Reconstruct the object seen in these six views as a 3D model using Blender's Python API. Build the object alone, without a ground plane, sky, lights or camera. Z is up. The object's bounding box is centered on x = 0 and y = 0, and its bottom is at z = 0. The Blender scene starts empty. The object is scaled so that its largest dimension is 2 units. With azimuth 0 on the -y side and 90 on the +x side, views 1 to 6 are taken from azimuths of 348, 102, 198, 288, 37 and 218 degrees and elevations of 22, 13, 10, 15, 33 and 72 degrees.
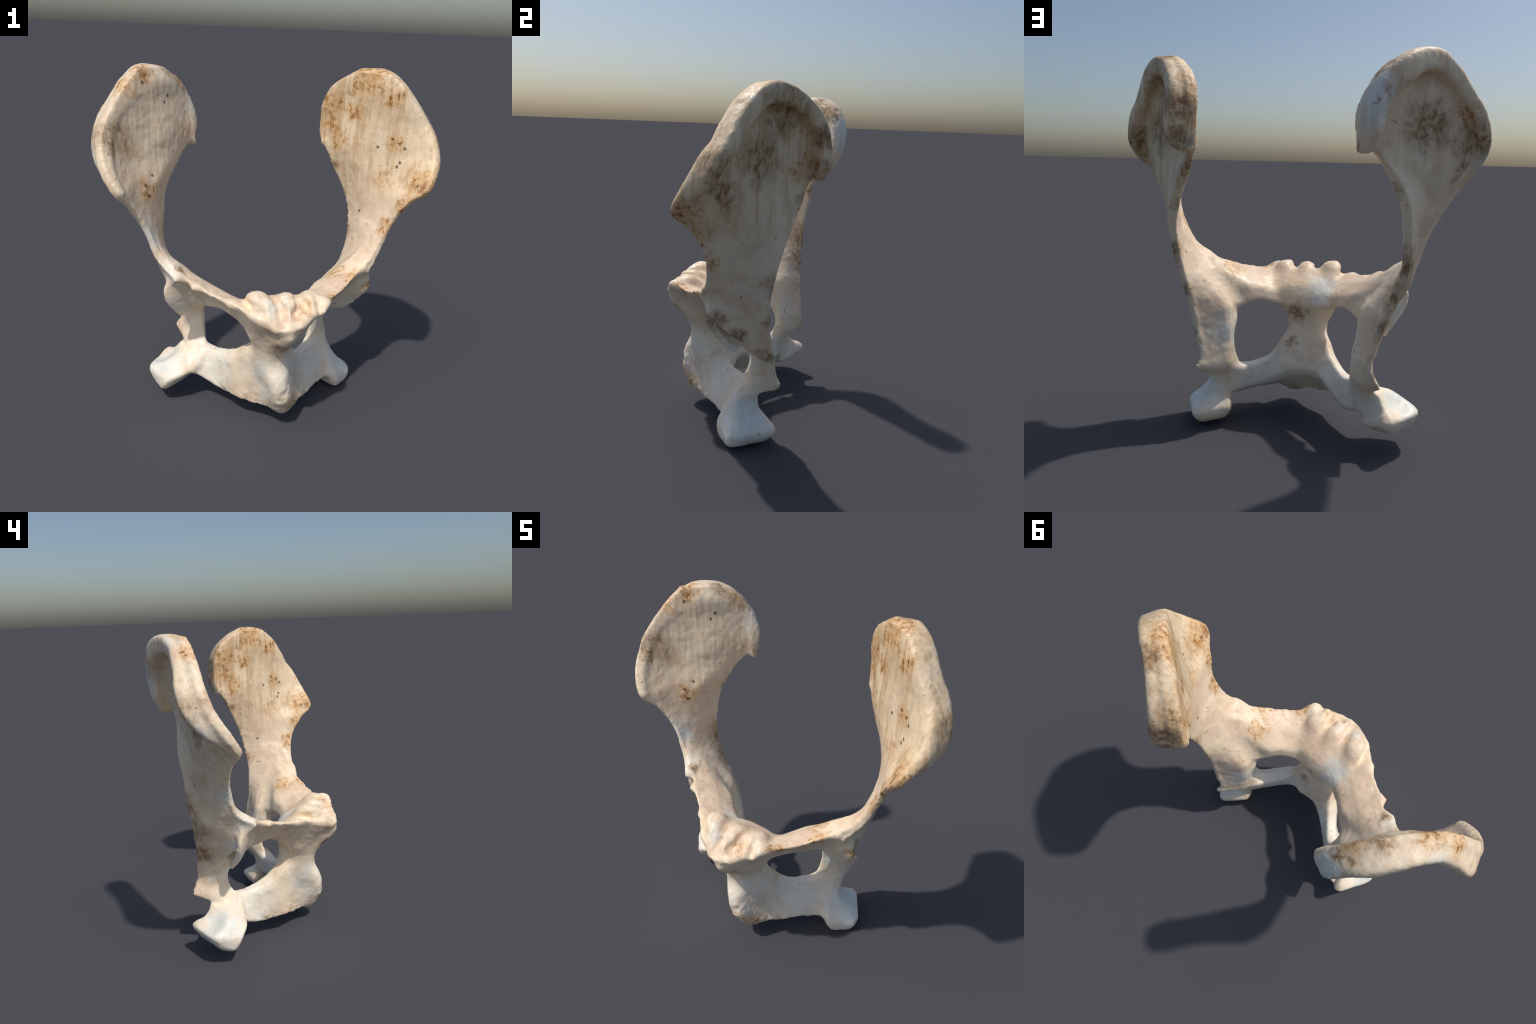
"""Weathered animal pelvis: two iliac blades with thick crests, acetabular bodies, ischia with
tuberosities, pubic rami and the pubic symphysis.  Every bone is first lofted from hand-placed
cross-sections; the lofts are blended into one continuous skin with smooth unions of their signed
distance, relief is added, and the skin is separated again by anatomical region."""
import bpy, math, random
import numpy as np
from mathutils import Vector, noise
from mathutils.bvhtree import BVHTree

VOX = 0.0096          # sampling step of the blend
random.seed(7)

# ------------------------------------------------------------------ interpolation helpers
def catmull(P, n):
    """Catmull-Rom through rows of P (k, ...) -> n rows."""
    P = np.asarray(P, float); k = len(P)
    t = np.linspace(0, k - 1, n); i = np.clip(t.astype(int), 0, k - 2); f = (t - i)
    f = f.reshape((-1,) + (1,) * (P.ndim - 1))
    p1, p2 = P[i], P[i + 1]
    p0 = np.where((i > 0).reshape(f.shape), P[np.maximum(i - 1, 0)], 2 * p1 - p2)
    p3 = np.where((i + 2 < k).reshape(f.shape), P[np.minimum(i + 2, k - 1)], 2 * p2 - p1)
    m1, m2 = (p2 - p0) * .5, (p3 - p1) * .5
    return ((2*f**3 - 3*f**2 + 1) * p1 + (f**3 - 2*f**2 + f) * m1 + (-2*f**3 + 3*f**2) * p2 + (f**3 - f**2) * m2)

def rounded(ring, cut=0.2, times=2):
    """Corner cutting of a closed polygon (k, 3)."""
    R = np.asarray(ring, float)
    for _ in range(times):
        N = np.roll(R, -1, 0)
        R = np.stack([R + (N - R) * cut, N - (N - R) * cut], 1).reshape(-1, 3)
    return R

def tube(rings):
    """Closed mesh over a stack of rings (m, k, 3) with fan caps."""
    m, k = rings.shape[:2]
    V = rings.reshape(-1, 3).tolist(); F = []
    for a in range(m - 1):
        for b in range(k):
            c = (b + 1) % k
            F.append((a*k + b, a*k + c, (a+1)*k + c)); F.append((a*k + b, (a+1)*k + c, (a+1)*k + b))
    for r, flip in ((0, True), (m - 1, False)):
        ci = len(V); V.append(rings[r].mean(0).tolist())
        for b in range(k):
            c = (b + 1) % k
            F.append((r*k + c, r*k + b, ci) if flip else (r*k + b, r*k + c, ci))
    V = np.array(V); F = np.array(F)
    a, b, c = V[F[:, 0]], V[F[:, 1]], V[F[:, 2]]
    if np.einsum('ij,ij->i', a, np.cross(b, c)).sum() < 0:      # outward winding
        F = F[:, ::-1]
    return V, F

def polyloft(stations, n=60, cut=0.2, times=2):
    """Loft of rounded polygons; all stations have the same number of corners."""
    S = catmull(np.array(stations, float), n)
    return tube(np.array([rounded(s, cut, times) for s in S]))

def oval_loft(stations, n=60, k=28, power=2.4):
    """Stations (centre, half axis U, half axis V): superellipse sections along a curved spine."""
    S = catmull(np.array(stations, float), n)
    a = np.linspace(0, 2*np.pi, k, endpoint=False)
    ca = np.sign(np.cos(a)) * np.abs(np.cos(a)) ** (2/power); sa = np.sign(np.sin(a)) * np.abs(np.sin(a)) ** (2/power)
    R = S[:, 0][:, None] + ca[None, :, None] * S[:, 1][:, None] + sa[None, :, None] * S[:, 2][:, None]
    return tube(R)

def plate(rows, thick, side, n=90, m=40):
    """Curved bone plate: rows of inner-face points and their thickness, laid off towards `side`."""
    G = catmull(np.array(rows, float), n); G = catmull(G.transpose(1, 0, 2), m).transpose(1, 0, 2)
    T = catmull(np.array(thick, float), n); T = catmull(T.T, m).T
    du = np.gradient(G, axis=0); dv = np.gradient(G, axis=1)
    N = np.cross(du, dv); N /= np.linalg.norm(N, axis=2, keepdims=True) + 1e-9
    if (N @ np.array(side, float)).mean() < 0: N = -N
    B = G + N * T[..., None]
    rings = np.concatenate([G, B[:, ::-1]], 1)
    return tube(rings)

def mirror(V, F):
    V = V.copy(); V[:, 0] *= -1
    return V, F[:, ::-1]

def ball(c, r):
    """Ellipsoid with radii r."""
    a = np.linspace(-1, 1, 15)[1:-1]
    st = [((c[0], c[1], c[2] + r[2]*t), (r[0]*math.sqrt(1-t*t), 0, 0), (0, r[1]*math.sqrt(1-t*t), 0)) for t in a]
    return oval_loft(st, 24, 24, 2.0)

# ------------------------------------------------------------------ ilium (inner face rows, anterior -> posterior)
def row(z, *xy): return [(x, y, z) for x, y in xy]

ILIUM = {
 +1: [row(1.975, (.675,.140), (.650,.160), (.615,.190), (.575,.220), (.535,.245)),
      row(1.90, (.750,.080), (.670,.130), (.585,.200), (.500,.275), (.425,.350)),
      row(1.80, (.812,.035), (.720,.090), (.600,.180), (.480,.295), (.380,.400)),
      row(1.70, (.866,.005), (.760,.065), (.625,.160), (.490,.280), (.375,.425)),
      row(1.60, (.900,-.050), (.770,.050), (.635,.145), (.500,.262), (.382,.420)),
      row(1.50, (.895,-.120), (.775,.035), (.650,.130), (.520,.238), (.410,.380)),
      row(1.385, (.825,-.195), (.765,-.005), (.690,.090), (.600,.170), (.462,.345)),
      row(1.29, (.753,-.130), (.722,-.030), (.670,.080), (.600,.180), (.508,.322)),
      row(1.16, (.697,-.072), (.665,.020), (.630,.105), (.595,.180), (.553,.295)),
      row(1.00, (.615,-.085), (.605,.005), (.590,.090), (.575,.170), (.557,.262)),
      row(.90, (.535,-.135), (.552,-.020), (.558,.070), (.558,.150), (.545,.240)),
      row(.80, (.545,-.075), (.548,-.020), (.540,.060), (.530,.150), (.520,.235)),
      row(.72, (.535,-.020), (.530,.030), (.518,.090), (.505,.160), (.497,.232)),
      row(.62, (.500,.110), (.495,.140), (.488,.170), (.480,.205), (.470,.240)),
      row(.52, (.460,.195), (.457,.208), (.452,.222), (.448,.240), (.445,.255))],
 -1: [row(1.975, (.720,.125), (.690,.160), (.655,.200), (.615,.240), (.580,.280)),
      row(1.90, (.785,.065), (.705,.122), (.620,.190), (.545,.270), (.487,.372)),
      row(1.80, (.853,.008), (.760,.070), (.650,.160), (.550,.255), (.430,.415)),
      row(1.70, (.903,-.045), (.790,.045), (.675,.130), (.550,.232), (.395,.432)),
      row(1.60, (.915,-.095), (.795,.035), (.670,.125), (.560,.208), (.405,.395)),
      row(1.50, (.893,-.152), (.790,.018), (.670,.115), (.570,.200), (.480,.312)),
      row(1.385, (.830,-.188), (.760,-.005), (.690,.068), (.616,.132), (.548,.275)),
      row(1.29, (.772,-.115), (.740,-.022), (.690,.050), (.630,.128), (.588,.258)),
      row(1.16, (.700,-.072), (.685,.000), (.655,.078), (.620,.152), (.602,.230)),
      row(1.00, (.627,-.078), (.632,.000), (.626,.080), (.620,.150), (.611,.222)),
      row(.90, (.530,-.150), (.580,-.040), (.596,.060), (.603,.140), (.592,.215)),
      row(.80, (.560,-.075), (.560,-.020), (.555,.060), (.555,.140), (.550,.228)),
      row(.72, (.535,-.020), (.532,.030), (.528,.090), (.524,.160), (.520,.232)),
      row(.62, (.505,.090), (.503,.120), (.500,.160), (.498,.200), (.494,.242)),
      row(.53, (.490,.200), (.489,.212), (.488,.225), (.486,.242), (.484,.260))]}
TH = [(.05, .06, .065, .06, .05)] * 2 + [(.045, .068, .075, .07, .05), (.045, .072, .072, .068, .045), (.045, .075, .072, .065, .042)] + \
     [(.045, .078, .078, .065, .036)] + [(.036, .070, .085, .080, .048)] + [(.034, .052, .070, .072, .050), (.034, .044, .056, .060, .050)] + \
     [(.04, .045, .048, .045, .038), (.04, .045, .05, .045, .035), (.035, .04, .04, .038, .03), (.03, .03, .03, .03, .025), (.02, .02, .02, .02, .02), (.012, .012, .012, .012, .012)]

# crest: inner rim, direction across the crest (outwards/back), width, depth
def crest(side):
    rim = {
     # inner rim point, direction across, width, depth, bulge beyond the rim
     +1: [((.368,.410,1.520),(.82,.57),.090,.035,.0), ((.366,.415,1.540),(.80,.60),.125,.06,.0), ((.366,.430,1.60),(.78,.62),.145,.07,.0), ((.372,.420,1.72),(.74,.67),.142,.07,.0),
          ((.382,.395,1.81),(.70,.71),.136,.08,.0), ((.427,.345,1.895),(.67,.74),.130,.09,.0), ((.500,.270,1.966),(.64,.77),.124,.10,.0),
          ((.570,.222,1.990),(.61,.79),.116,.11,.0), ((.632,.180,1.992),(.60,.80),.112,.11,.002), ((.692,.130,1.963),(.55,.84),.115,.10,.005),
          ((.750,.080,1.90),(.50,.87),.126,.10,.010), ((.812,.035,1.80),(.46,.89),.122,.09,.020), ((.862,.010,1.715),(.44,.90),.128,.085,.026),
          ((.893,-.042,1.64),(.44,.90),.145,.08,.027), ((.906,-.088,1.55),(.44,.90),.150,.075,.027), ((.891,-.140,1.47),(.42,.91),.125,.06,.020),
          ((.842,-.192,1.395),(.38,.93),.060,.04,.010)],
     -1: [((.382,.402,1.520),(.94,.34),.075,.035,.0), ((.380,.410,1.540),(.94,.34),.100,.05,.0), ((.380,.430,1.61),(.90,.44),.122,.08,.0), ((.385,.443,1.70),(.86,.51),.122,.09,.0),
          ((.415,.435,1.79),(.80,.60),.115,.10,.0), ((.460,.400,1.865),(.71,.70),.108,.11,.0), ((.520,.345,1.94),(.64,.77),.115,.12,-.003),
          ((.590,.285,1.980),(.61,.79),.108,.11,-.003), ((.680,.180,1.989),(.60,.80),.106,.10,-.003), ((.765,.083,1.927),(.52,.85),.112,.09,-.004),
          ((.840,.015,1.827),(.42,.91),.132,.08,-.004), ((.897,-.035,1.723),(.36,.93),.152,.072,.004), ((.916,-.090,1.61),(.34,.94),.168,.075,.012),
          ((.897,-.150,1.50),(.36,.93),.142,.065,.014), ((.852,-.188,1.41),(.36,.93),.075,.045,.010), ((.828,-.190,1.38),(.36,.93),.04,.03,.003)]}[side]
    P = np.array([r[0] for r in rim]); tan = np.gradient(P, axis=0)
    st = []
    for (p, d, w, h, o), t in zip(rim, tan):
        p = np.array(p); d = np.array([d[0], d[1], 0.0]); d /= np.linalg.norm(d)
        t = t - d * (t @ d); t /= np.linalg.norm(t)
        rad = np.cross(t, d)
        if rad @ (p - np.array([.63, .14, 1.62])) < 0: rad = -rad
        st.append((p + d*(w*.5+.009) + rad*(o-h*.5), d*w*.5, rad*h*.5))
    return oval_loft(st, 110, 32, 3.6)

# ------------------------------------------------------------------ acetabular body, ischium and tuberosity
# corners: posterior edge, lateral flange, front / foramen edge, inner face
def lev(z, *xy): return [(x, y, z) for x, y in xy]
BODY = {
 +1: [lev(1.09, (.605,.200), (.668,.040), (.650,.000), (.618,.100)),
      lev(.98, (.572,.260), (.612,.030), (.600,-.080), (.570,.090)),
      lev(.92, (.562,.260), (.600,-.020), (.545,-.120), (.530,.085)),
      lev(.84, (.542,.255), (.566,.000), (.455,-.110), (.455,.095)),
      lev(.75, (.522,.252), (.550,.000), (.375,-.070), (.372,.122)),
      lev(.68, (.504,.252), (.530,.020), (.328,-.028), (.322,.128)),
      lev(.62, (.486,.258), (.505,.045), (.315,.018), (.312,.134)),
      lev(.57, (.472,.262), (.485,.100), (.306,.050), (.306,.142)),
      lev(.50, (.454,.276), (.422,.145), (.302,.077), (.308,.155)),
      lev(.42, (.440,.292), (.416,.140), (.296,.070), (.304,.165)),
      lev(.355, (.456,.315), (.425,.120), (.285,.048), (.300,.172)),
      lev(.30, (.432,.192), (.430,.090), (.312,.030), (.325,.165)),
      lev(.24, (.420,.142), (.465,.040), (.362,.000), (.345,.140)),
      lev(.17, (.438,.195), (.525,.065), (.420,-.050), (.308,.145)),
      lev(.10, (.455,.308), (.604,.065), (.440,-.085), (.280,.150)),
      lev(.03, (.455,.250), (.590,.050), (.460,-.065), (.325,.130)),
      lev(.000, (.470,.130), (.540,.050), (.490,-.010), (.430,.060))],
 -1: [lev(1.09, (.640,.190), (.688,.040), (.672,.000), (.652,.100)),
      lev(.98, (.615,.222), (.640,.030), (.605,-.075), (.605,.090)),
      lev(.92, (.605,.233), (.618,-.020), (.560,-.118), (.560,.090)),
      lev(.84, (.586,.239), (.580,.000), (.490,-.105), (.498,.100)),
      lev(.75, (.563,.246), (.560,.000), (.416,-.075), (.412,.115)),
      lev(.68, (.538,.252), (.535,.030), (.394,-.038), (.388,.128)),
      lev(.62, (.516,.258), (.515,.060), (.394,.008), (.384,.134)),
      lev(.57, (.504,.266), (.500,.115), (.393,.038), (.380,.140)),
      lev(.50, (.496,.284), (.488,.130), (.390,.078), (.362,.145)),
      lev(.44, (.518,.292), (.476,.140), (.388,.088), (.362,.155)),
      lev(.385, (.560,.300), (.480,.122), (.376,.072), (.365,.165)),
      lev(.33, (.508,.205), (.488,.075), (.370,.042), (.380,.160)),
      [(.530,.190,.312), (.525,.025,.302), (.425,-.025,.240), (.410,.125,.215)],
      [(.570,.222,.262), (.590,.015,.285), (.520,-.085,.210), (.425,.125,.145)],
      [(.592,.300,.208), (.730,.060,.222), (.602,-.092,.176), (.435,.125,.105)],
      [(.595,.240,.138), (.724,.060,.165), (.645,-.055,.104), (.495,.090,.086)],
      [(.620,.140,.108), (.680,.050,.108), (.650,.000,.086), (.570,.055,.070)]]}

# ------------------------------------------------------------------ superior pubic ramus (upper face: ridge -> foramen edge)
RAMUS = {   # corners: ridge, upper face, back face, back edge, front-low (foramen) edge
 +1: [[(.610,-.075,.975), (.615,.030,.975), (.530,.090,.880), (.470,.120,.750), (.500,-.030,.750)],
      [(.546,-.138,.912), (.475,-.030,.930), (.420,.020,.850), (.370,.055,.705), (.400,-.075,.690)],
      [(.463,-.213,.885), (.400,-.085,.880), (.340,-.010,.812), (.302,.030,.658), (.338,-.115,.668)],
      [(.391,-.280,.858), (.335,-.125,.850), (.272,-.030,.785), (.250,-.022,.674), (.292,-.178,.682)],
      [(.302,-.350,.840), (.275,-.185,.820), (.222,-.085,.765), (.202,-.075,.678), (.232,-.232,.672)],
      [(.218,-.438,.838), (.200,-.245,.812), (.160,-.140,.735), (.142,-.115,.660), (.165,-.275,.628)],
      [(.135,-.500,.785), (.100,-.290,.810), (.085,-.180,.735), (.070,-.130,.650), (.115,-.320,.560)],
      [(.010,-.540,.705), (-.010,-.300,.805), (-.010,-.180,.735), (-.010,-.130,.650), (-.020,-.390,.560)]],
 -1: [[(.630,-.065,1.00), (.645,.030,.985), (.600,.095,.890), (.540,.120,.760), (.530,-.020,.750)],
      [(.566,-.112,.940), (.535,-.015,.945), (.480,.030,.850), (.430,.065,.705), (.445,-.075,.695)],
      [(.506,-.174,.896), (.460,-.055,.890), (.408,.010,.805), (.368,.045,.668), (.385,-.125,.692)],
      [(.433,-.243,.870), (.388,-.105,.848), (.325,-.018,.775), (.298,-.010,.688), (.335,-.190,.715)],
      [(.348,-.313,.845), (.308,-.165,.820), (.255,-.080,.755), (.236,-.070,.680), (.275,-.220,.690)],
      [(.258,-.408,.832), (.223,-.245,.805), (.180,-.145,.735), (.165,-.110,.660), (.203,-.250,.625)],
      [(.160,-.505,.795), (.130,-.280,.805), (.110,-.175,.735), (.100,-.125,.650), (.145,-.310,.545)],
      [(-.010,-.540,.705), (.020,-.300,.805), (.020,-.180,.735), (.020,-.130,.650), (.020,-.390,.560)]]}

# anterior acetabular flange: front face from the ramus out to the free lip, facing forwards
FLANGE = {
 +1: [[(.562,-.098,.940), (.582,-.078,.940), (.598,-.050,.940)],
      [(.480,-.140,.870), (.530,-.115,.870), (.588,-.080,.870)],
      [(.390,-.105,.800), (.500,-.110,.800), (.605,-.085,.800)],
      [(.350,-.075,.730), (.475,-.085,.730), (.602,-.082,.730)],
      [(.330,-.035,.660), (.450,-.050,.660), (.560,-.048,.660)],
      [(.315,.010,.600), (.430,-.005,.595), (.520,.000,.590)],
      [(.310,.050,.565), (.420,.035,.560), (.500,.035,.555)]],
 -1: [[(.580,-.085,.950), (.600,-.065,.950), (.612,-.042,.950)],
      [(.505,-.145,.880), (.555,-.115,.880), (.605,-.080,.880)],
      [(.430,-.110,.800), (.530,-.110,.800), (.630,-.088,.800)],
      [(.405,-.080,.730), (.510,-.085,.730), (.622,-.080,.730)],
      [(.395,-.040,.660), (.495,-.050,.660), (.585,-.050,.660)],
      [(.390,.005,.610), (.470,-.015,.605), (.550,-.010,.600)],
      [(.390,.045,.580), (.460,.020,.575), (.530,.020,.572)]]}

# ------------------------------------------------------------------ inferior (ischiopubic) ramus: top, front-low, back-low corners
LOWER = {   # corners: front-top, front-low, back-low, back-top
 +1: [[(.000,-.330,.480), (.000,-.365,.100), (.020,-.080,.262), (.000,-.150,.480)],
      [(.100,-.265,.452), (.088,-.330,.098), (.100,-.080,.212), (.085,-.155,.460)],
      [(.163,-.170,.348), (.190,-.265,.100), (.170,-.040,.186), (.155,-.060,.348)],
      [(.250,-.065,.322), (.275,-.180,.105), (.250,.040,.176), (.240,.050,.325)],
      [(.330,.020,.335), (.355,-.100,.090), (.330,.130,.175), (.300,.120,.338)],
      [(.400,.060,.320), (.440,-.055,.095), (.410,.160,.200), (.390,.150,.320)]],
 -1: [[(.000,-.330,.480), (-.020,-.370,.100), (-.020,-.080,.262), (.000,-.150,.490)],
      [(.155,-.260,.455), (.095,-.290,.075), (.080,-.065,.288), (.150,-.150,.465)],
      [(.225,-.180,.378), (.205,-.245,.100), (.165,-.030,.268), (.222,-.070,.388)],
      [(.300,-.070,.338), (.292,-.115,.090), (.252,.025,.203), (.290,.030,.345)],
      [(.365,.010,.335), (.387,-.050,.135), (.335,.095,.160), (.355,.100,.332)],
      [(.450,.060,.325), (.470,-.045,.200), (.420,.140,.185), (.440,.150,.320)]]}

# ------------------------------------------------------------------ symphysis: front / back depth and half widths per height
SYMPHYSIS = [  # z, front y, back y, x min, x max
 (.860,-.430,-.350,-.140,.120), (.820,-.460,-.270,-.170,.150), (.770,-.495,-.185,-.175,.170), (.715,-.520,-.150,-.170,.165),
 (.670,-.512,-.142,-.165,.155), (.625,-.482,-.146,-.158,.138),
 (.580,-.435,-.158,-.160,.115), (.500,-.395,-.155,-.155,.095), (.430,-.393,-.150,-.150,.095),
 (.360,-.422,-.130,-.130,.100), (.290,-.436,-.095,-.110,.110), (.210,-.428,-.140,-.090,.120), (.140,-.390,-.190,-.060,.130), (.092,-.360,-.250,-.010,.092)]

def symphysis():
    """Keel-shaped in plan: narrow in front (a sharp prow near z .7), widest behind its middle."""
    st = []
    for z, f, b, x0, x1 in SYMPHYSIS:
        c = (x0 + x1) / 2; sharp = max(0.0, 1 - abs(z - .72) / .16); w = .42 - .30 * sharp
        m = f + (.45 + .12 * sharp) * (b - f)
        st.append([(c + (x0-c)*w, f, z), (c + (x1-c)*w, f, z), (x1, m, z), (c + (x1-c)*.7, b, z), (c + (x0-c)*.7, b, z), (x0, m, z)])
    return polyloft(st, 80, .2)

parts = []      # name, side, mesh, blend radius
def add(name, mesh, k): parts.append((name, mesh, k))
for s in (+1, -1):
    fl = (lambda m: m) if s > 0 else (lambda m: mirror(*m))
    add('ilium', fl(plate(ILIUM[s], TH, (.6, .8, 0))), .015)
    add('iliac_crest', fl(crest(s)), .03)
    add('ischium', fl(polyloft(BODY[s], 110, .13)), .035)
    add('pubic_ramus', fl(polyloft(RAMUS[s], 70, .13)), .05)
    add('ischium', fl(plate(FLANGE[s], [[.05, .045, .03]] * 7, (0, 1, 0), 40, 30)), .025)
    add('ischiopubic_ramus', fl(polyloft(LOWER[s], 60, .13)), .045)
add('pubic_symphysis', symphysis(), .05)
# rough knobs and ridges on the pubic crest
def ridge(*pts):
    """Low rounded ridge along points (x, y, z, radius); sections stay square to its path."""
    p = np.array(pts, float); t = np.gradient(p[:, :3], axis=0); t[:, 0] = 0; t /= np.linalg.norm(t, axis=1, keepdims=True)
    return oval_loft([(q[:3], (1.5*q[3], 0, 0), (0, -d[2]*q[3], d[1]*q[3])) for q, d in zip(p, t)], 30, 16, 2.0)
for pts in ([(-.165,-.250,.745,.022), (-.150,-.330,.846,.036), (-.138,-.390,.856,.036), (-.105,-.460,.798,.023), (-.050,-.525,.730,.018)],
            [(.010,-.250,.750,.015), (.015,-.330,.836,.023), (.020,-.375,.848,.027), (.035,-.450,.806,.024), (.000,-.530,.735,.016)],
            [(.155,-.250,.745,.020), (.150,-.330,.840,.032), (.147,-.385,.844,.031), (.120,-.460,.796,.022), (.060,-.515,.740,.016)],
            [(.225,-.330,.790,.020), (.215,-.390,.826,.030), (.203,-.430,.828,.028), (.180,-.470,.800,.018)],
            [(-.250,-.260,.780,.012), (-.265,-.310,.812,.020), (-.270,-.350,.815,.018)], [(-.440,-.150,.845,.012), (-.455,-.190,.862,.020), (-.460,-.225,.862,.014)]):
    add('pubic_symphysis', ridge(*pts), .035)

# ------------------------------------------------------------------ blend: smooth union of signed distances
def subdivided_points(V, F, step):
    """Points spread over the triangles so that every voxel near the surface is touched."""
    a, b, c = V[F[:, 0]], V[F[:, 1]], V[F[:, 2]]
    L = np.maximum(np.linalg.norm(b - a, axis=1), np.maximum(np.linalg.norm(c - a, axis=1), np.linalg.norm(c - b, axis=1)))
    out = [V]
    for n in range(1, 25):
        sel = (np.ceil(L / step).astype(int).clip(1, 24) == n)
        if not sel.any(): continue
        u, v = np.meshgrid(np.linspace(0, 1, n + 1), np.linspace(0, 1, n + 1)); ok = u + v <= 1.0001
        u, v = u[ok], v[ok]
        out.append((a[sel][:, None] + (b - a)[sel][:, None] * u[None, :, None] + (c - a)[sel][:, None] * v[None, :, None]).reshape(-1, 3))
    return np.concatenate(out)

PROBE = [Vector(v).normalized() for v in ((.31, .27, .91), (-.83, .35, .43), (.12, -.95, .29))]
def inside(tree, p):
    votes = 0
    for d in PROBE:
        hits = 0; o = p.copy()
        while hits < 40:
            q, n, f, r = tree.ray_cast(o, d)
            if q is None: break
            hits += 1; o = q + d * 1e-5
        votes += hits & 1
    return votes >= 2

def signed(tree, p):
    """Signed distance; where the nearest normal is ambiguous (edges, caps) count ray crossings."""
    q, n, f, r = tree.find_nearest(p)
    c = (p - q).dot(n)
    if abs(c) < .93 * r: return -r if inside(tree, p) else r
    return r if c >= 0 else -r

def blend(parts, holes):
    lo = np.array([-1.15, -.68, -.10]); hi = np.array([1.15, .75, 2.10])
    dim = np.ceil((hi - lo) / VOX).astype(int)
    band = np.zeros(dim, bool)
    for name, (V, F), k in parts:
        idx = np.unique(np.floor((subdivided_points(V, F, VOX) - lo) / VOX).astype(int), axis=0)
        band[idx[:, 0], idx[:, 1], idx[:, 2]] = True
    for _ in range(5):                                   # widen the band
        g = band.copy()
        for ax in range(3):
            g |= np.roll(band, 1, ax) | np.roll(band, -1, ax)
        band = g
    cells = np.argwhere(band); pts = lo + cells * VOX
    FAR = .12
    total = None; dist = []
    for name, (V, F), k in parts:
        tree = BVHTree.FromPolygons(V.tolist(), F.tolist())
        d = np.full(len(pts), FAR)
        # coarse blocks: exact distance only in blocks touching the surface, sign alone elsewhere
        inb = np.all((pts > V.min(0) - .05) & (pts < V.max(0) + .05), axis=1); near = np.zeros(len(pts), bool)
        S = .05; key = np.floor((pts - lo) / S).astype(int) + 2; cd = np.ceil((hi - lo) / S).astype(int) + 5
        occ = np.zeros(cd, bool); o = np.floor((subdivided_points(V, F, .02) - lo) / S).astype(int) + 2; occ[o[:, 0], o[:, 1], o[:, 2]] = True
        for ax in range(3): occ = occ | np.roll(occ, 1, ax) | np.roll(occ, -1, ax)
        hit = occ[key[:, 0], key[:, 1], key[:, 2]]; near = hit
        for blk in np.unique(key[inb & ~hit], axis=0):
            if inside(tree, Vector(lo + (blk - 1.5) * S)):
                d[(key == blk).all(1)] = -.05
        for j in np.nonzero(near)[0]:
            d[j] = signed(tree, Vector(pts[j]))
        dist.append(d)
        if total is None: total = d.copy()
        else:
            h = np.maximum(k - np.abs(total - d), 0) / k
            total = np.minimum(total, d) - h*h*k*.25
    for c, r, k in holes:                                # hollows: smooth subtraction of ellipsoids
        q = (pts - np.array(c)) / np.array(r); l = np.linalg.norm(q, axis=1)
        d = -(l - 1) * min(r)
        h = np.maximum(k - np.abs(total - d), 0) / k
        total = np.maximum(total, d) + h*h*k*.25
    return lo, dim, cells, band, total, np.array(dist)

HOLES = [  # centre, radii, softness
 ((.590,.090,.230), (.090,.110,.075), .03),      # above the tuberosities
 ((.460,.270,.225), (.090,.085,.075), .03),
 ((-.665,.150,.300), (.110,.110,.080), .03),
] + [((x, y, z), (.024, .045, .030), .02) for x, y, z in (   # valleys between the folds of the pubic crest
 (-.055,-.350,.878), (-.045,-.410,.858), (-.030,-.465,.818), (.082,-.340,.874), (.076,-.405,.857), (.050,-.470,.808), (.110,-.440,.838),
 (-.205,-.440,.845), (.175,-.475,.830))
]
lo, dim, cells, band, total, dist = blend(parts, HOLES)

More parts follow.
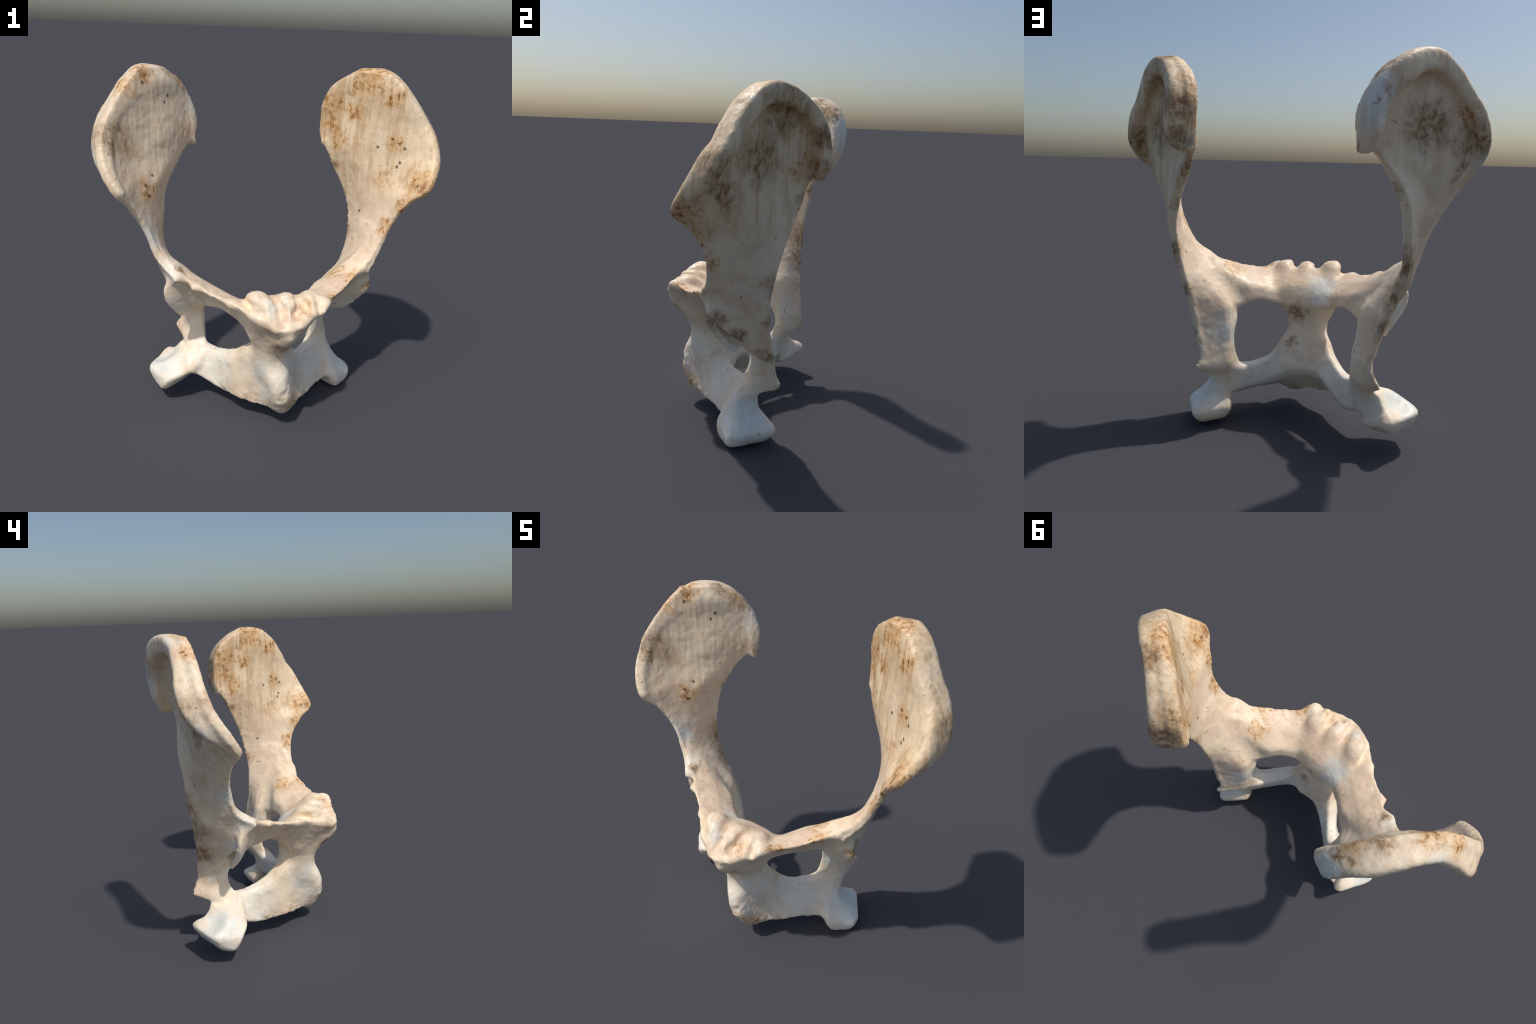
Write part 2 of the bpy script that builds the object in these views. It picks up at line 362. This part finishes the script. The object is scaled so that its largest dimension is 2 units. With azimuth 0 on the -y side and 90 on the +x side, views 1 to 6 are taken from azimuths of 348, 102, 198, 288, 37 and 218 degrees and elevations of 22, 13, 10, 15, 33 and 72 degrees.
def surface_nets(lo, dim, cells, band, total):
    grid = np.full(dim, np.nan); grid[cells[:, 0], cells[:, 1], cells[:, 2]] = total
    C = np.array([(i, j, k) for i in (0, 1) for j in (0, 1) for k in (0, 1)])
    E = [(a, b) for a in range(8) for b in range(a + 1, 8) if np.abs(C[a] - C[b]).sum() == 1]
    base = cells[np.all(cells < dim - 1, axis=1)]
    val = np.stack([grid[base[:, 0] + c[0], base[:, 1] + c[1], base[:, 2] + c[2]] for c in C], 1)
    ok = ~np.isnan(val).any(1); base, val = base[ok], val[ok]
    s = val < 0; mix = s.any(1) & ~s.all(1); base, val, s = base[mix], val[mix], s[mix]
    acc = np.zeros((len(base), 3)); cnt = np.zeros(len(base))
    for a, b in E:
        cr = s[:, a] != s[:, b]
        t = np.where(cr, val[:, a] / (val[:, a] - val[:, b] + 1e-12), 0)
        acc += np.where(cr[:, None], C[a] + (C[b] - C[a]) * t[:, None], 0); cnt += cr
    V = lo + (base + acc / cnt[:, None]) * VOX
    ident = np.full(dim, -1, int); ident[base[:, 0], base[:, 1], base[:, 2]] = np.arange(len(base))
    Q = []
    for ax in range(3):
        o = np.zeros(3, int); o[ax] = 1
        u = np.zeros(3, int); u[(ax + 1) % 3] = 1; w = np.zeros(3, int); w[(ax + 2) % 3] = 1
        a = s[:, 0]; b = s[:, [i for i in range(8) if (C[i] == o).all()][0]]
        sel = np.nonzero(a != b)[0]
        g = base[sel]
        q = [ident[tuple((g - d).T)] for d in (np.zeros(3, int), u, u + w, w)]
        q = np.stack(q, 1); good = (q >= 0).all(1)
        q = q[good]; inside = a[sel][good]
        q[~inside] = q[~inside][:, ::-1]
        Q.append(q)
    return V, np.concatenate(Q)

V, Q = surface_nets(lo, dim, cells, band, total)

# keep the largest connected shell
def neighbours(n, Q):
    e = np.concatenate([Q[:, [0, 1]], Q[:, [1, 2]], Q[:, [2, 3]], Q[:, [3, 0]]])
    e = np.unique(np.sort(e, 1), axis=0)
    return e
edges = neighbours(len(V), Q)
lab = np.arange(len(V))
while True:
    m = np.minimum(lab[edges[:, 0]], lab[edges[:, 1]]); old = lab.copy()
    np.minimum.at(lab, edges[:, 0], m); np.minimum.at(lab, edges[:, 1], m); lab = lab[lab]
    if (lab == old).all(): break
big = np.bincount(lab).argmax(); keep = lab == big
print('shell', len(V), 'kept', keep.sum())
remap = np.cumsum(keep) - 1
Q = remap[Q[keep[Q].all(1)]]; V = V[keep]
edges = neighbours(len(V), Q)
deg = np.bincount(edges.ravel(), minlength=len(V)).astype(float)

def relax(V, lam):
    S = np.zeros_like(V)
    for ax in range(3):
        S[:, ax] = np.bincount(edges[:, 0], V[edges[:, 1], ax], len(V)) + np.bincount(edges[:, 1], V[edges[:, 0], ax], len(V))
    return V + lam * (S / deg[:, None] - V)
for _ in range(4):                                        # Taubin: smooth without shrinking
    V = relax(V, .5); V = relax(V, -.52)

# ------------------------------------------------------------------ relief along the normals
def normals(V, Q):
    n = np.cross(V[Q[:, 2]] - V[Q[:, 0]], V[Q[:, 3]] - V[Q[:, 1]]); out = np.zeros_like(V)
    for c in range(4): np.add.at(out, Q[:, c], n)
    return out / (np.linalg.norm(out, axis=1, keepdims=True) + 1e-12)
def soft(c, r):
    """Weight falling from 1 at c to 0 at distance r."""
    t = np.clip(1 - np.linalg.norm((V - np.array(c)), axis=1) / r, 0, 1)
    return t*t*(3 - 2*t)
def fbm(V, size, octaves, sel=None):
    out = np.zeros(len(V))
    for i in (range(len(V)) if sel is None else np.nonzero(sel)[0]):
        out[i] = noise.fractal(Vector(V[i] / size), .8, 2.1, octaves)
    return out
rough = np.zeros(len(V))
for c, r in (((.10,-.30,.10), .13), ((-.12,-.26,.10), .13), ((-.28,-.12,.11), .12), ((.22,-.24,.11), .10), ((.33,-.13,.10), .09),
             ((.0,-.42,.80), .16), ((.16,-.42,.84), .12), ((-.15,-.42,.84), .12), ((.45,.29,.36), .08), ((-.54,.28,.40), .08),
             ((.0,-.42,.28), .12), ((-.38,.41,1.55), .10), ((.38,.42,1.53), .10), ((.42,.38,1.45), .07), ((-.55,-.04,.60), .07), ((.55,-.04,.62), .07),
             ((.57,-.12,.92), .08), ((.40,-.27,.87), .08), ((-.40,-.26,.85), .08)):
    rough = np.maximum(rough, soft(c, r))
wing = np.clip((V[:, 2] - 1.2) / .2, 0, 1)
relief = .0028 * fbm(V, .10, 2) + .0012 * fbm(V, .028, 2)
grooves = fbm(V * np.array([1, 1, .12]), .022, 2, wing > 0)            # long grain of the blades
relief += .0016 * wing * grooves
relief += rough * (.0110 * fbm(V + 5.3, .055, 3, rough > 0))
folds = np.maximum.reduce([soft((.02,-.44,.82), .17), soft((-.12,-.42,.84), .13), soft((.15,-.43,.84), .12)])
relief += folds * .0075 * fbm(V * np.array([1, .22, .22]) + 2.7, .030, 2, folds > 0)     # folds running down to the prow
V = V + normals(V, Q) * relief[:, None]

me = bpy.data.meshes.new('pelvis_skin'); me.from_pydata(V.tolist(), [], Q.tolist()); me.update()
body = bpy.data.objects.new('pelvis_skin', me); bpy.context.scene.collection.objects.link(body)
fine_mod = body.modifiers.new('fine', 'SUBSURF'); fine_mod.levels = fine_mod.render_levels = 1

# ------------------------------------------------------------------ material
class Nodes:
    """Small helper to write node trees as expressions."""
    def __init__(self, tree): self.t = tree
    def new(self, kind, **kw):
        n = self.t.nodes.new(kind)
        for k, v in kw.items(): setattr(n, k, v)
        return n
    def put(self, sock, v):
        if isinstance(v, bpy.types.NodeSocket): self.t.links.new(v, sock)
        elif v is not None: sock.default_value = v
    def math(self, op, a, b=None, c=None, clamp=False):
        n = self.new('ShaderNodeMath', operation=op, use_clamp=clamp)
        for i, v in enumerate((a, b, c)):
            if v is not None: self.put(n.inputs[i], v)
        return n.outputs[0]
    def smooth(self, v, lo, hi, to0=0.0, to1=1.0):
        n = self.new('ShaderNodeMapRange', interpolation_type='SMOOTHSTEP')
        for i, x in enumerate((v, lo, hi, to0, to1)): self.put(n.inputs[i], x)
        return n.outputs[0]
    def noise(self, vec, scale, detail=4, rough=.55, dist=0.0):
        n = self.new('ShaderNodeTexNoise'); self.put(n.inputs['Vector'], vec)
        n.inputs['Scale'].default_value = scale; n.inputs['Detail'].default_value = detail
        n.inputs['Roughness'].default_value = rough; n.inputs['Distortion'].default_value = dist
        return n.outputs[0]
    def scaled(self, vec, s, off=(0, 0, 0)):
        n = self.new('ShaderNodeMapping'); self.put(n.inputs[0], vec); n.inputs[1].default_value = off; n.inputs[3].default_value = s
        return n.outputs[0]
    def mix(self, f, a, b):
        n = self.new('ShaderNodeMix', data_type='RGBA'); self.put(n.inputs[0], f); self.put(n.inputs[6], a); self.put(n.inputs[7], b)
        return n.outputs[2]
    def dist(self, vec, c):
        n = self.new('ShaderNodeVectorMath', operation='DISTANCE'); self.put(n.inputs[0], vec); n.inputs[1].default_value = c
        return n.outputs['Value']
    def blobs(self, vec, spots):
        """Largest of several soft balls (x, y, z, radius)."""
        out = None
        for x, y, z, r in spots:
            v = self.smooth(self.dist(vec, (x, y, z)), r, r*.25)
            out = v if out is None else self.math('MAXIMUM', out, v)
        return out

ORANGE = [(.43,.37,1.80,.13), (.52,.25,1.76,.08), (.41,.38,1.66,.12), (.73,.07,1.60,.08), (.83,-.13,1.40,.15), (.75,-.10,1.26,.11), (.68,-.07,1.12,.10),
          (.45,-.20,.88,.09), (.38,-.08,.85,.10), (-.70,.06,1.34,.08), (-.78,.05,1.88,.08), (-.70,.16,1.95,.10), (-.80,.08,1.90,.09), (.60,.19,1.95,.14),
          (.10,-.46,.84,.07), (-.87,.10,1.72,.08), (.09,-.38,.17,.09), (.30,-.36,.85,.08), (.70,.10,1.85,.10), (.52,.22,1.90,.10), (.66,.06,1.38,.10), (-.50,.37,1.92,.09), (.47,.31,1.58,.10)]
BACK = [(.69,.20,1.63,.17), (.64,.30,1.85,.19), (.84,.02,1.46,.16), (.93,.05,1.60,.12), (.47,.48,1.74,.11), (.47,.46,1.58,.10), (-.70,.22,1.66,.17), (-.92,.10,1.58,.15), (-.88,.05,1.45,.11), (.44,.40,1.42,.10), (-.60,.50,1.80,.09)]
BROWN = [(.62,.30,1.97,.10),
         (-.61,.23,1.02,.13), (-.60,.23,.86,.15), (-.57,.21,.68,.12), (-.38,.42,1.55,.06),
         (-.48,.39,1.90,.11), (-.57,.30,1.97,.08), (-.85,-.02,1.62,.14), (.56,.08,.66,.09), (.58,-.04,.77,.08), (.49,.22,.54,.08), (.04,-.15,.43,.045), (.0,-.16,.62,.09),
         (.0,-.46,.60,.09), (.57,.26,1.00,.08), (.53,.25,.78,.07), (.44,.38,1.42,.09), (.52,.33,1.24,.07), (-.56,.30,1.36,.07), (-.53,-.10,.93,.05)]
# nutrient holes seen on the inner faces of the blades
DOTS = [(.716,.089,1.617), (.754,.065,1.593), (.763,.045,1.488), (.746,.051,1.464), (.648,.132,1.563), (.781,.045,1.570), (.803,-.125,1.395), (.595,.180,1.158), (.425,.384,1.807),
        (-.568,.240,1.830), (-.587,.218,1.794), (-.459,.344,1.729), (-.474,.308,1.694), (-.461,.310,1.630), (-.650,.122,1.424), (-.670,.098,1.418), (-.707,.055,1.368), (-.691,.058,1.311), (-.705,.124,1.907)]
TAN = [(.32,-.22,.84,.26), (.02,-.28,.82,.24), (-.42,-.10,.86,.22), (.56,.06,.98,.26), (.42,.20,.72,.22), (-.66,.10,1.12,.20), (-.52,.16,.62,.18), (-.30,-.24,.82,.18), (.02,-.42,.62,.16),
       (-.66,.02,1.35,.22), (.10,-.36,.30,.16), (.46,.26,.36,.12), (-.53,.26,.42,.12), (.55,.10,1.22,.22), (-.22,-.22,.14,.16)]
RUST = [(.45,.45,1.72,.10), (.47,.47,1.62,.07), (.04,-.15,.43,.05), (-.01,-.47,.59,.05), (.84,-.17,1.38,.06)]
BLUE = [(-.47,.50,1.75,.17), (.43,.46,1.56,.08), (-.96,.02,1.50,.10), (-.66,-.04,1.13,.13), (-.12,-.19,.74,.12), (-.62,.06,.24,.14), (.48,.10,.16,.18), (-.75,.20,1.93,.08), (.36,.05,.50,.12)]
PALE = [(-.46,.50,1.74,.17), (.44,.46,1.66,.07), (-.66,-.04,1.13,.12), (-.60,-.12,.92,.12), (-.13,-.20,.74,.14), (-.95,.02,1.50,.12), (.52,.08,.12,.30), (-.60,.06,.18,.28),
        (-.30,.00,.25,.28), (.20,-.05,.25,.26), (.0,-.30,.35,.24), (-.42,.08,.55,.18), (.36,.10,.55,.16), (.48,.0,.62,.12), (-.05,-.45,.85,.09), (-.56,-.05,.72,.12)]

def bone_material():
    m = bpy.data.materials.new('bone'); m.use_nodes = True
    N = Nodes(m.node_tree); bsdf = m.node_tree.nodes['Principled BSDF']
    P = N.new('ShaderNodeTexCoord').outputs['Object']
    # jitter the position so that stains get ragged outlines
    jit = N.new('ShaderNodeTexNoise'); N.put(jit.inputs['Vector'], P); jit.inputs['Scale'].default_value = 14; jit.inputs['Detail'].default_value = 5
    cen = N.new('ShaderNodeVectorMath', operation='SUBTRACT'); N.put(cen.inputs[0], jit.outputs['Color']); cen.inputs[1].default_value = (.5, .5, .5)
    sc = N.new('ShaderNodeVectorMath', operation='SCALE'); N.put(sc.inputs[0], cen.outputs[0]); sc.inputs['Scale'].default_value = .12
    ad = N.new('ShaderNodeVectorMath', operation='ADD'); N.put(ad.inputs[0], P); N.put(ad.inputs[1], sc.outputs[0])
    J = ad.outputs[0]
    sep = N.new('ShaderNodeSeparateXYZ'); N.put(sep.inputs[0], P); X, Y, Z = sep.outputs
    wing = N.smooth(Z, 1.15, 1.45)
    fibre = N.noise(N.scaled(P, (46, 46, 5.5)), 1, 5, .65, .8)           # long grain of the blades
    fibre2 = N.noise(N.scaled(P, (17, 17, 1.6), (3, 1, 0)), 1, 4, .55, .7)
    big = N.noise(P, 5.5, 5, .6); mid = N.noise(P, 17, 6, .66); fine = N.noise(P, 75, 5, .62)
    right = N.smooth(X, -.1, .1)

    cream = (.96, .785, .565, 1); tan = (.75, .54, .37, 1); white = (.97, .915, .785, 1)  # cream and white lightened to reach the brightness of the sunlit faces
    pale = N.blobs(J, PALE)
    col = N.mix(N.smooth(N.math('MULTIPLY_ADD', mid, .5, N.math('MULTIPLY', big, .7)), .55, .82), cream, tan)
    col = N.mix(N.math('MULTIPLY', pale, N.smooth(mid, .70, .45, .35, .95)), col, white)
    # cool grey-green patches and pinkish flecks
    col = N.mix(N.math('MULTIPLY', N.math('MULTIPLY', N.smooth(N.noise(N.scaled(P, (1, 1, 1), (7, 3, 2)), 7, 4, .6), .52, .68), N.smooth(pale, 0, 1, .35, 1.0)), .55), col, (.74, .755, .69, 1))
    col = N.mix(N.math('MULTIPLY', N.smooth(fine, .52, .76), .30), col, (.66, .46, .34, 1))
    col = N.mix(N.math('MULTIPLY', N.math('MULTIPLY', wing, right), .36), col, (.95, .70, .41, 1))
    col = N.mix(N.math('MULTIPLY', N.smooth(N.noise(P, 9, 7, .7), .57, .74), .42), col, (.54, .41, .29, 1))
    t = N.math('MULTIPLY', N.blobs(J, TAN), N.smooth(N.noise(N.scaled(P, (1, 1, 1), (2, 8, 5)), 12, 6, .7), .38, .60, .25, 1.0))
    col = N.mix(N.math('MULTIPLY', t, .62), col, (.74, .525, .365, 1))
    col = N.mix(N.math('MULTIPLY', N.blobs(J, BLUE), N.smooth(mid, .62, .42, .15, .70)), col, (.76, .81, .76, 1))
    # long tan and ochre fibres, strongest on one blade
    fw = N.math('MULTIPLY', wing, N.smooth(right, 0, 1, .35, 1))
    f = N.math('MULTIPLY', fw, N.smooth(N.math('MULTIPLY_ADD', fibre, .5, N.math('MULTIPLY', fibre2, .7)), .52, .74))
    col = N.mix(N.math('MULTIPLY', f, .68), col, (.62, .40, .19, 1))
    # orange stains
    o = N.blobs(J, ORANGE)
    on = N.math('MULTIPLY_ADD', fibre, .4, N.math('MULTIPLY', N.noise(P, 32, 5, .7), .65))
    col = N.mix(N.math('MULTIPLY', o, .48), col, (.76, .46, .19, 1))
    col = N.mix(N.math('MULTIPLY', N.math('MULTIPLY', o, N.smooth(on, .47, .62)), .85), col, (.52, .235, .05, 1))
    col = N.mix(N.math('MULTIPLY', N.math('MULTIPLY', o, N.smooth(on, .56, .66)), .8), col, (.19, .07, .018, 1))
    # brown stains, mottled
    across = N.math('MULTIPLY_ADD', N.math('ABSOLUTE', X), .608, N.math('MULTIPLY', Y, .794))   # > .54 on the outer faces
    b = N.math('MAXIMUM', N.blobs(J, BROWN), N.math('MULTIPLY', N.blobs(J, BACK), N.smooth(across, .525, .555)))
    bn = N.noise(N.scaled(P, (1, 1, .7)), 27, 5, .7, .5)
    col = N.mix(N.math('MULTIPLY', b, .50), col, (.46, .30, .155, 1))
    col = N.mix(N.math('MULTIPLY', N.math('MULTIPLY', b, N.smooth(bn, .40, .60)), .80), col, (.25, .13, .038, 1))
    col = N.mix(N.math('MULTIPLY', N.math('MULTIPLY', b, N.smooth(bn, .58, .70)), .7), col, (.09, .04, .015, 1))
    r = N.math('MULTIPLY', N.blobs(J, RUST), N.smooth(N.noise(P, 22, 5, .65), .40, .58))
    col = N.mix(N.math('MULTIPLY', r, .85), col, (.27, .095, .035, 1))
    # small reddish pits
    v = N.new('ShaderNodeTexVoronoi', feature='F1'); N.put(v.inputs['Vector'], J); v.inputs['Scale'].default_value = 21
    cs = N.new('ShaderNodeSeparateColor'); N.put(cs.inputs[0], v.outputs['Color'])
    spot = N.math('MULTIPLY', N.smooth(v.outputs['Distance'], .16, .07), N.math('GREATER_THAN', cs.outputs[0], .62))
    col = N.mix(N.math('MULTIPLY', spot, .70), col, (.36, .15, .055, 1))
    sj = N.new('ShaderNodeVectorMath', operation='SCALE'); N.put(sj.inputs[0], cen.outputs[0]); sj.inputs['Scale'].default_value = .02
    aj = N.new('ShaderNodeVectorMath', operation='ADD'); N.put(aj.inputs[0], P); N.put(aj.inputs[1], sj.outputs[0])
    col = N.mix(N.math('MULTIPLY', N.blobs(aj.outputs[0], [(x, y, z, .014) for x, y, z in DOTS]), .9), col, (.09, .055, .025, 1))
    N.put(bsdf.inputs['Base Color'], col)
    N.put(bsdf.inputs['Roughness'], N.smooth(mid, .3, .7, .34, .56))
    bsdf.inputs['Specular IOR Level'].default_value = .45
    h = N.math('ADD', N.math('MULTIPLY', fine, .5), N.math('MULTIPLY', N.math('MULTIPLY', fibre, wing), 1.2))
    bump = N.new('ShaderNodeBump'); bump.inputs['Strength'].default_value = .35; bump.inputs['Distance'].default_value = .006
    N.put(bump.inputs['Height'], h); N.put(bsdf.inputs['Normal'], bump.outputs[0])
    return m
mat = bone_material()

# ------------------------------------------------------------------ separate by region
def separate(body, parts):
    me = body.data
    fc = np.array([p.center for p in me.polygons])
    cell = np.full(dim, 0); cell[cells[:, 0], cells[:, 1], cells[:, 2]] = np.arange(len(cells))
    g = np.round((fc - lo) / VOX).astype(int)
    lab = dist[:, cell[g[:, 0], g[:, 1], g[:, 2]]].argmin(0)
    groups = []; gid = {}
    for i, (name, _, _) in enumerate(parts):              # join pieces of one bone (same name, same side)
        side = 0 if name == 'pubic_symphysis' else np.sign(parts[i][1][0][:, 0].mean())
        if (name, side) not in gid: gid[(name, side)] = len(groups); groups.append((name, []))
        groups[gid[(name, side)]][1].append(i)
    of = np.zeros(len(parts), int)
    for g, (_, ids) in enumerate(groups): of[ids] = g
    glab = of[lab]
    # tidy the borders: majority vote among faces round each vertex
    fv = np.array([tuple(p.vertices) for p in me.polygons])
    for _ in range(6):
        votes = np.zeros((len(me.vertices), len(groups)))
        for c in range(4): np.add.at(votes, (fv[:, c], glab), 1)
        glab = votes[fv].sum(1).argmax(1)
    for g in range(len(groups)): me.materials.append(mat)
    me.polygons.foreach_set('material_index', glab.astype(np.int32))
    me.polygons.foreach_set('use_smooth', np.ones(len(fv), bool))
    dg = bpy.context.evaluated_depsgraph_get(); ev = body.evaluated_get(dg)
    fine = bpy.data.meshes.new_from_object(ev)
    n = len(fine.vertices); co = np.empty(n * 3); fine.vertices.foreach_get('co', co); co = co.reshape(-1, 3)
    co[:, 2] -= co[:, 2].min()                            # stand on the ground
    nr = np.empty(n * 3); fine.vertices.foreach_get('normal', nr); nr = nr.reshape(-1, 3)
    m = len(fine.polygons); mi = np.empty(m, np.int32); fine.polygons.foreach_get('material_index', mi)
    lv = np.empty(m * 4, np.int32); fine.loops.foreach_get('vertex_index', lv); lv = lv.reshape(-1, 4)
    root = bpy.data.objects.new('pelvis', None); bpy.context.scene.collection.objects.link(root)
    root['label'] = 'weathered cream animal pelvis bone with flaring iliac blades'
    root['category'] = 'bone'
    for g, (name, _) in enumerate(groups):
        q = lv[mi == g]
        if not len(q): continue
        vi, inv = np.unique(q, return_inverse=True)
        sub = bpy.data.meshes.new(name)
        sub.from_pydata(co[vi], [], inv.reshape(-1, 4)); sub.update()
        sub.polygons.foreach_set('use_smooth', np.ones(len(q), bool))
        sub.normals_split_custom_set_from_vertices(nr[vi].tolist())
        sub.materials.append(mat)
        ob = bpy.data.objects.new(name, sub); bpy.context.scene.collection.objects.link(ob); ob.parent = root
    bpy.data.objects.remove(body)

separate(body, parts)
